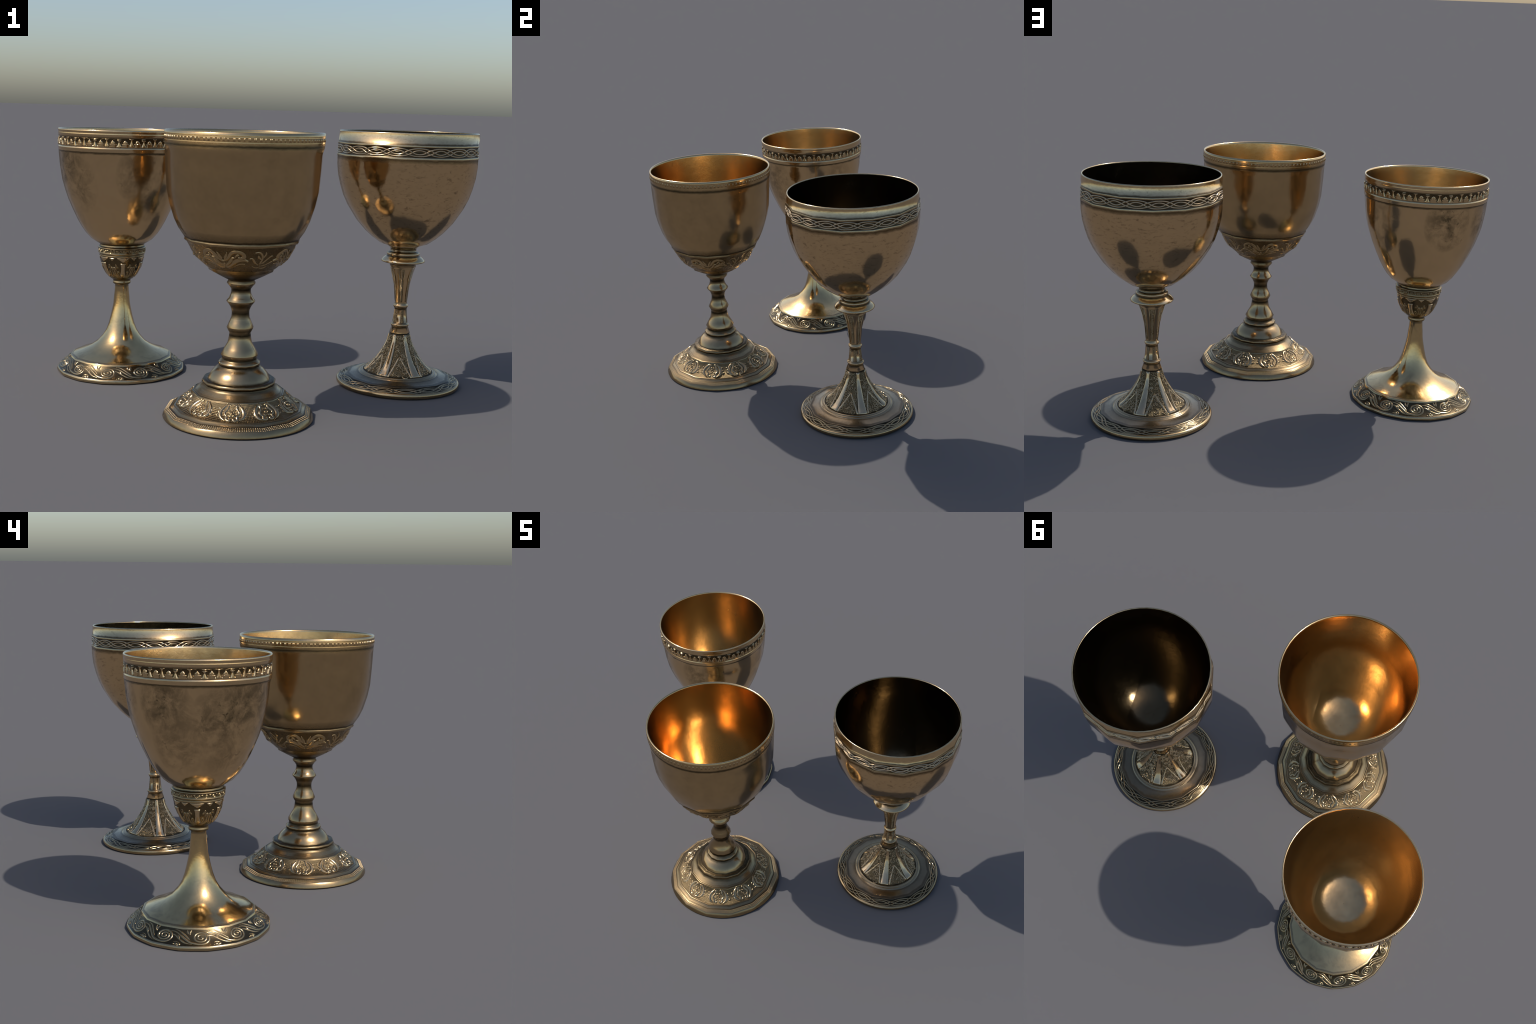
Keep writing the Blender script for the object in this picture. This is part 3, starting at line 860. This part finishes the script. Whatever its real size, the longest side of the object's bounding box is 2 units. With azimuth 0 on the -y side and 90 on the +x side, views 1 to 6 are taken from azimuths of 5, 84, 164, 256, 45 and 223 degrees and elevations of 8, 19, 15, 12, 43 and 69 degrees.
    made = turn(T, [
        ("foot", 0, i_stem, None, [foot_m, ground, edge], foot_pick),
        ("stem", i_stem, i_cup, None, foot_m, None),
        ("cup", i_cup, i_bowl, "stem", [collar, cup_m], cup_pick),
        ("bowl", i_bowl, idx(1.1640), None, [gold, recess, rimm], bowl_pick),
        ("rim", idx(1.1640), idx(1.1680, True), "bowl", rimm, None),
        ("bowl_lining", idx(1.1680, True), len(rings) - 1, "bowl", inside, None),
    ], root)
    foot, cup, bowl = made["foot"], made["cup"], made["bowl"]

    # --- running scroll border of the foot
    OUT_TILT[0] = 1.0
    s_lo, s_hi = T.s_at(0.0210, 3, 12), T.s_at(0.0690, 3, 12)
    s0, rref = s_lo + (s_hi - s_lo) * 0.50, 0.276
    for q in range(11):
        th = math.radians(105.5 + 360 / 11 * q)
        R = Relief()
        lead = spline([(-0.150, 0.014), (-0.125, 0.023), (-0.098, 0.017), (-0.070, -0.002), (-0.043, -0.021), (-0.012, -0.0285)], 7)
        turnp = spiral(0.0, 0.0, 0.0375, 0.0285, -math.pi / 2 + 0.1, 2.55, 0.06, 60)
        R.strip(T, th, s0, rref, [tuple(p) for p in lead] + turnp, lambda u: 0.0030 + 0.0080 * min(1, u * 5) - 0.0030 * u, lambda u: 0.0026, cross=6)
        p2 = spline([(-0.118, 0.031), (-0.094, 0.028), (-0.072, 0.014), (-0.052, -0.004), (-0.044, -0.013)], 7)
        R.strip(T, th, s0, rref, p2, taper(0.0090, 0.4, 0.4, 0.2), 0.0024)
        p3 = spline([(-0.138, 0.006), (-0.112, 0.008), (-0.088, -0.008), (-0.062, -0.024), (-0.036, -0.031)], 7)
        R.strip(T, th, s0, rref, p3, taper(0.0085, 0.4, 0.4, 0.2), 0.0023)
        R.make("scroll", foot, scroll_m)
        B = Relief()
        for pts, w in (([(-0.044, 0.010), (-0.047, 0.022), (-0.040, 0.034)], 0.0090), ([(-0.050, 0.012), (-0.058, 0.024), (-0.060, 0.034)], 0.0070), ([(-0.098, 0.010), (-0.092, 0.000), (-0.086, -0.010)], 0.0090),
                       ([(-0.110, -0.026), (-0.100, -0.021), (-0.088, -0.024), (-0.080, -0.031)], 0.0040)):
            B.strip(T, th, s0, rref, spline(pts, 6), taper(w * 1.3, 0.5, 0.5, 0.12), 0.0026)
        for x, y, rx, ry in ((-0.098, -0.031, 0.0070, 0.0052), (-0.086, -0.032, 0.0065, 0.0050), (-0.092, -0.036, 0.0035, 0.0040), (-0.108, -0.033, 0.0040, 0.0028)):
            B.bead(T, th + x / rref, s0 + y, rref, rx * 1.2, ry * 1.1, 0.0030, seg=10)
        B.make("bud", foot, scroll_m)

    # --- running dog scroll on the collar
    OUT_TILT[0] = 0.0
    s0 = T.s_at(0.5943, i_cup, i_bowl)
    for q in range(21):
        th = math.radians(169.3 + 360 / 21 * q)
        R = Relief()
        lead = spline([(-0.0230, 0.0060), (-0.0185, 0.0050), (-0.0145, -0.0010), (-0.0095, -0.0066), (-0.0010, -0.0078)], 4)
        R.strip(T, th, s0, 0.114, [tuple(p) for p in lead] + spiral(0, 0, 0.0092, 0.0076, -math.pi / 2 + 0.2, 1.9, 0.1, 26), 0.0027, 0.0024, cross=4)
        R.bead(T, th - 0.0165 / 0.114, s0 + 0.0064, 0.114, 0.0042, 0.0020, 0.0022)
        R.bead(T, th - 0.0085 / 0.114, s0 + 0.0020, 0.114, 0.0016, 0.0026, 0.0018)
        R.make("wave_scroll", cup, wave_m)

    # --- cup: vases, fronds and hanging points
    OUT_TILT[0] = -0.5
    sv = T.s_at(0.5050, i_cup, i_bowl)
    sp = T.s_at(0.5630, i_cup, i_bowl)
    for q in range(6):
        th = math.radians(46 + 60 * q)
        R = Relief()
        half = [(0.0060, -0.0400), (0.0140, -0.0360), (0.0158, -0.0290), (0.0120, -0.0150), (0.0092, 0.0020), (0.0094, 0.0220), (0.0112, 0.0300), (0.0108, 0.0345)]
        R.plate(T, th, sv, 0.088, mirror(half), half, 0.0040, 0.0012, rows=3)
        R.make("vase", cup, cup_g)
        for w, h, off in ((0.031, 0.0185, 0), (0.0150, 0.0125, 30)):
            R = Relief()
            e = [(w * 0.06, -h), (w * 0.42, -h * 0.66), (w * 0.80, -h * 0.28), (w, 0.0)]
            R.plate(T, th + math.radians(off), sp, 0.106, mirror(e), e, 0.0026, 0.0, rows=3)
            R.make("hanging_point", cup, cup_g)
        R = Relief()
        for sd in (1, -1):
            for pts, w in (([(0.003, -0.046), (0.016, -0.043), (0.0255, -0.033), (0.0270, -0.020), (0.0235, -0.012), (0.0185, -0.016), (0.0195, -0.026)], 0.0088),
                           ([(0.008, -0.049), (0.026, -0.044), (0.0380, -0.028), (0.0410, -0.008), (0.0430, 0.008), (0.0385, 0.0120), (0.0330, 0.002), (0.0325, -0.010)], 0.0092),
                           ([(0.020, -0.050), (0.038, -0.044), (0.0480, -0.026), (0.0480, -0.008)], 0.0070),
                           ([(0.0200, 0.010), (0.0300, 0.018), (0.0300, 0.030)], 0.0110)):
                R.strip(T, th, sv, 0.088, spline([(x * sd * (1 if y > -0.03 else 0.85), y) for x, y in pts], 6), taper(w, 0.25, 0.3, 0.3), 0.0032)
        R.make("frond", cup, cup_r)

    # --- arcade under the rim
    OUT_TILT[0] = 0.0
    rr = 0.3035
    sA = T.s_at(1.0970, i_bowl, top)

    def at(z):
        return z - 1.0970
    for q in range(17):
        th = math.radians(195.0 + 360 / 17 * q)
        R = Relief()
        half = [(0.0100, at(1.0990)), (0.0105, at(1.1030)), (0.0085, at(1.1080)), (0.0045, at(1.1180)), (0.0035, at(1.1220)), (0.0060, at(1.1265)), (0.0105, at(1.1300)), (0.0105, at(1.1315))]
        R.plate(T, th, sA, rr, mirror(half), half, 0.0036, 0.0016, rows=3)
        R.bead(T, th, sA + at(1.1365), rr, 0.0108, 0.0026, 0.0040, seg=12)
        R.make("pillar", bowl, silver)
        tc = th + math.radians(180 / 17)
        R = Relief()
        half = [(0.0110, at(1.1020)), (0.0085, at(1.1100)), (0.0060, at(1.1170)), (0.0038, at(1.1260)), (0.0045, at(1.1330)), (0.0100, at(1.1360)), (0.0105, at(1.1380))]
        R.plate(T, tc, sA, rr, mirror(half), half, 0.0032, 0.0014, rows=3)
        for sd in (-1, 0, 1):
            R.strip(T, tc, sA, rr, [(sd * 0.004, at(1.113)), (sd * 0.0085, at(1.108)), (sd * 0.0125, at(1.1025))], taper(0.0042, 0.4, 0.4, 0.3), 0.0052, cross=4)
        R.make("column", bowl, raised)
        for sd in (-1, 1):
            tl = th + sd * math.radians(90 / 17)
            R = Relief()
            half = [(0.0150, at(1.0985)), (0.0148, at(1.1060)), (0.0158, at(1.1110)), (0.0172, at(1.1150)), (0.0128, at(1.1152)), (0.0096, at(1.1140)), (0.0108, at(1.1195)), (0.0082, at(1.1250)), (0.0012, at(1.1305))]
            R.plate(T, tl, sA, rr, mirror(half), half, 0.0030, 0.0008, rows=2)
            R.make("arcade_leaf", bowl, raised)
        for sd in (-0.5, 0.5):
            R = Relief()
            R.strip(T, th + sd * math.radians(180 / 17), sA, rr, spline([(-0.022, at(1.1385)), (-0.010, at(1.1372)), (0.0, at(1.1345)), (0.010, at(1.1372)), (0.022, at(1.1385))][::1], 4), 0.0022, 0.0022, cross=4)
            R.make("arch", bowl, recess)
    R = Relief()
    R.strip(T, 0, sA + at(1.1020), rr, [(TAU * rr * i / 96, 0) for i in range(96)], 0.0085, 0.0024, closed=True, flat=0.6)
    R.make("arcade_base", bowl, raised)
    return root


knopped_goblet()
interlace_goblet()
scroll_goblet()
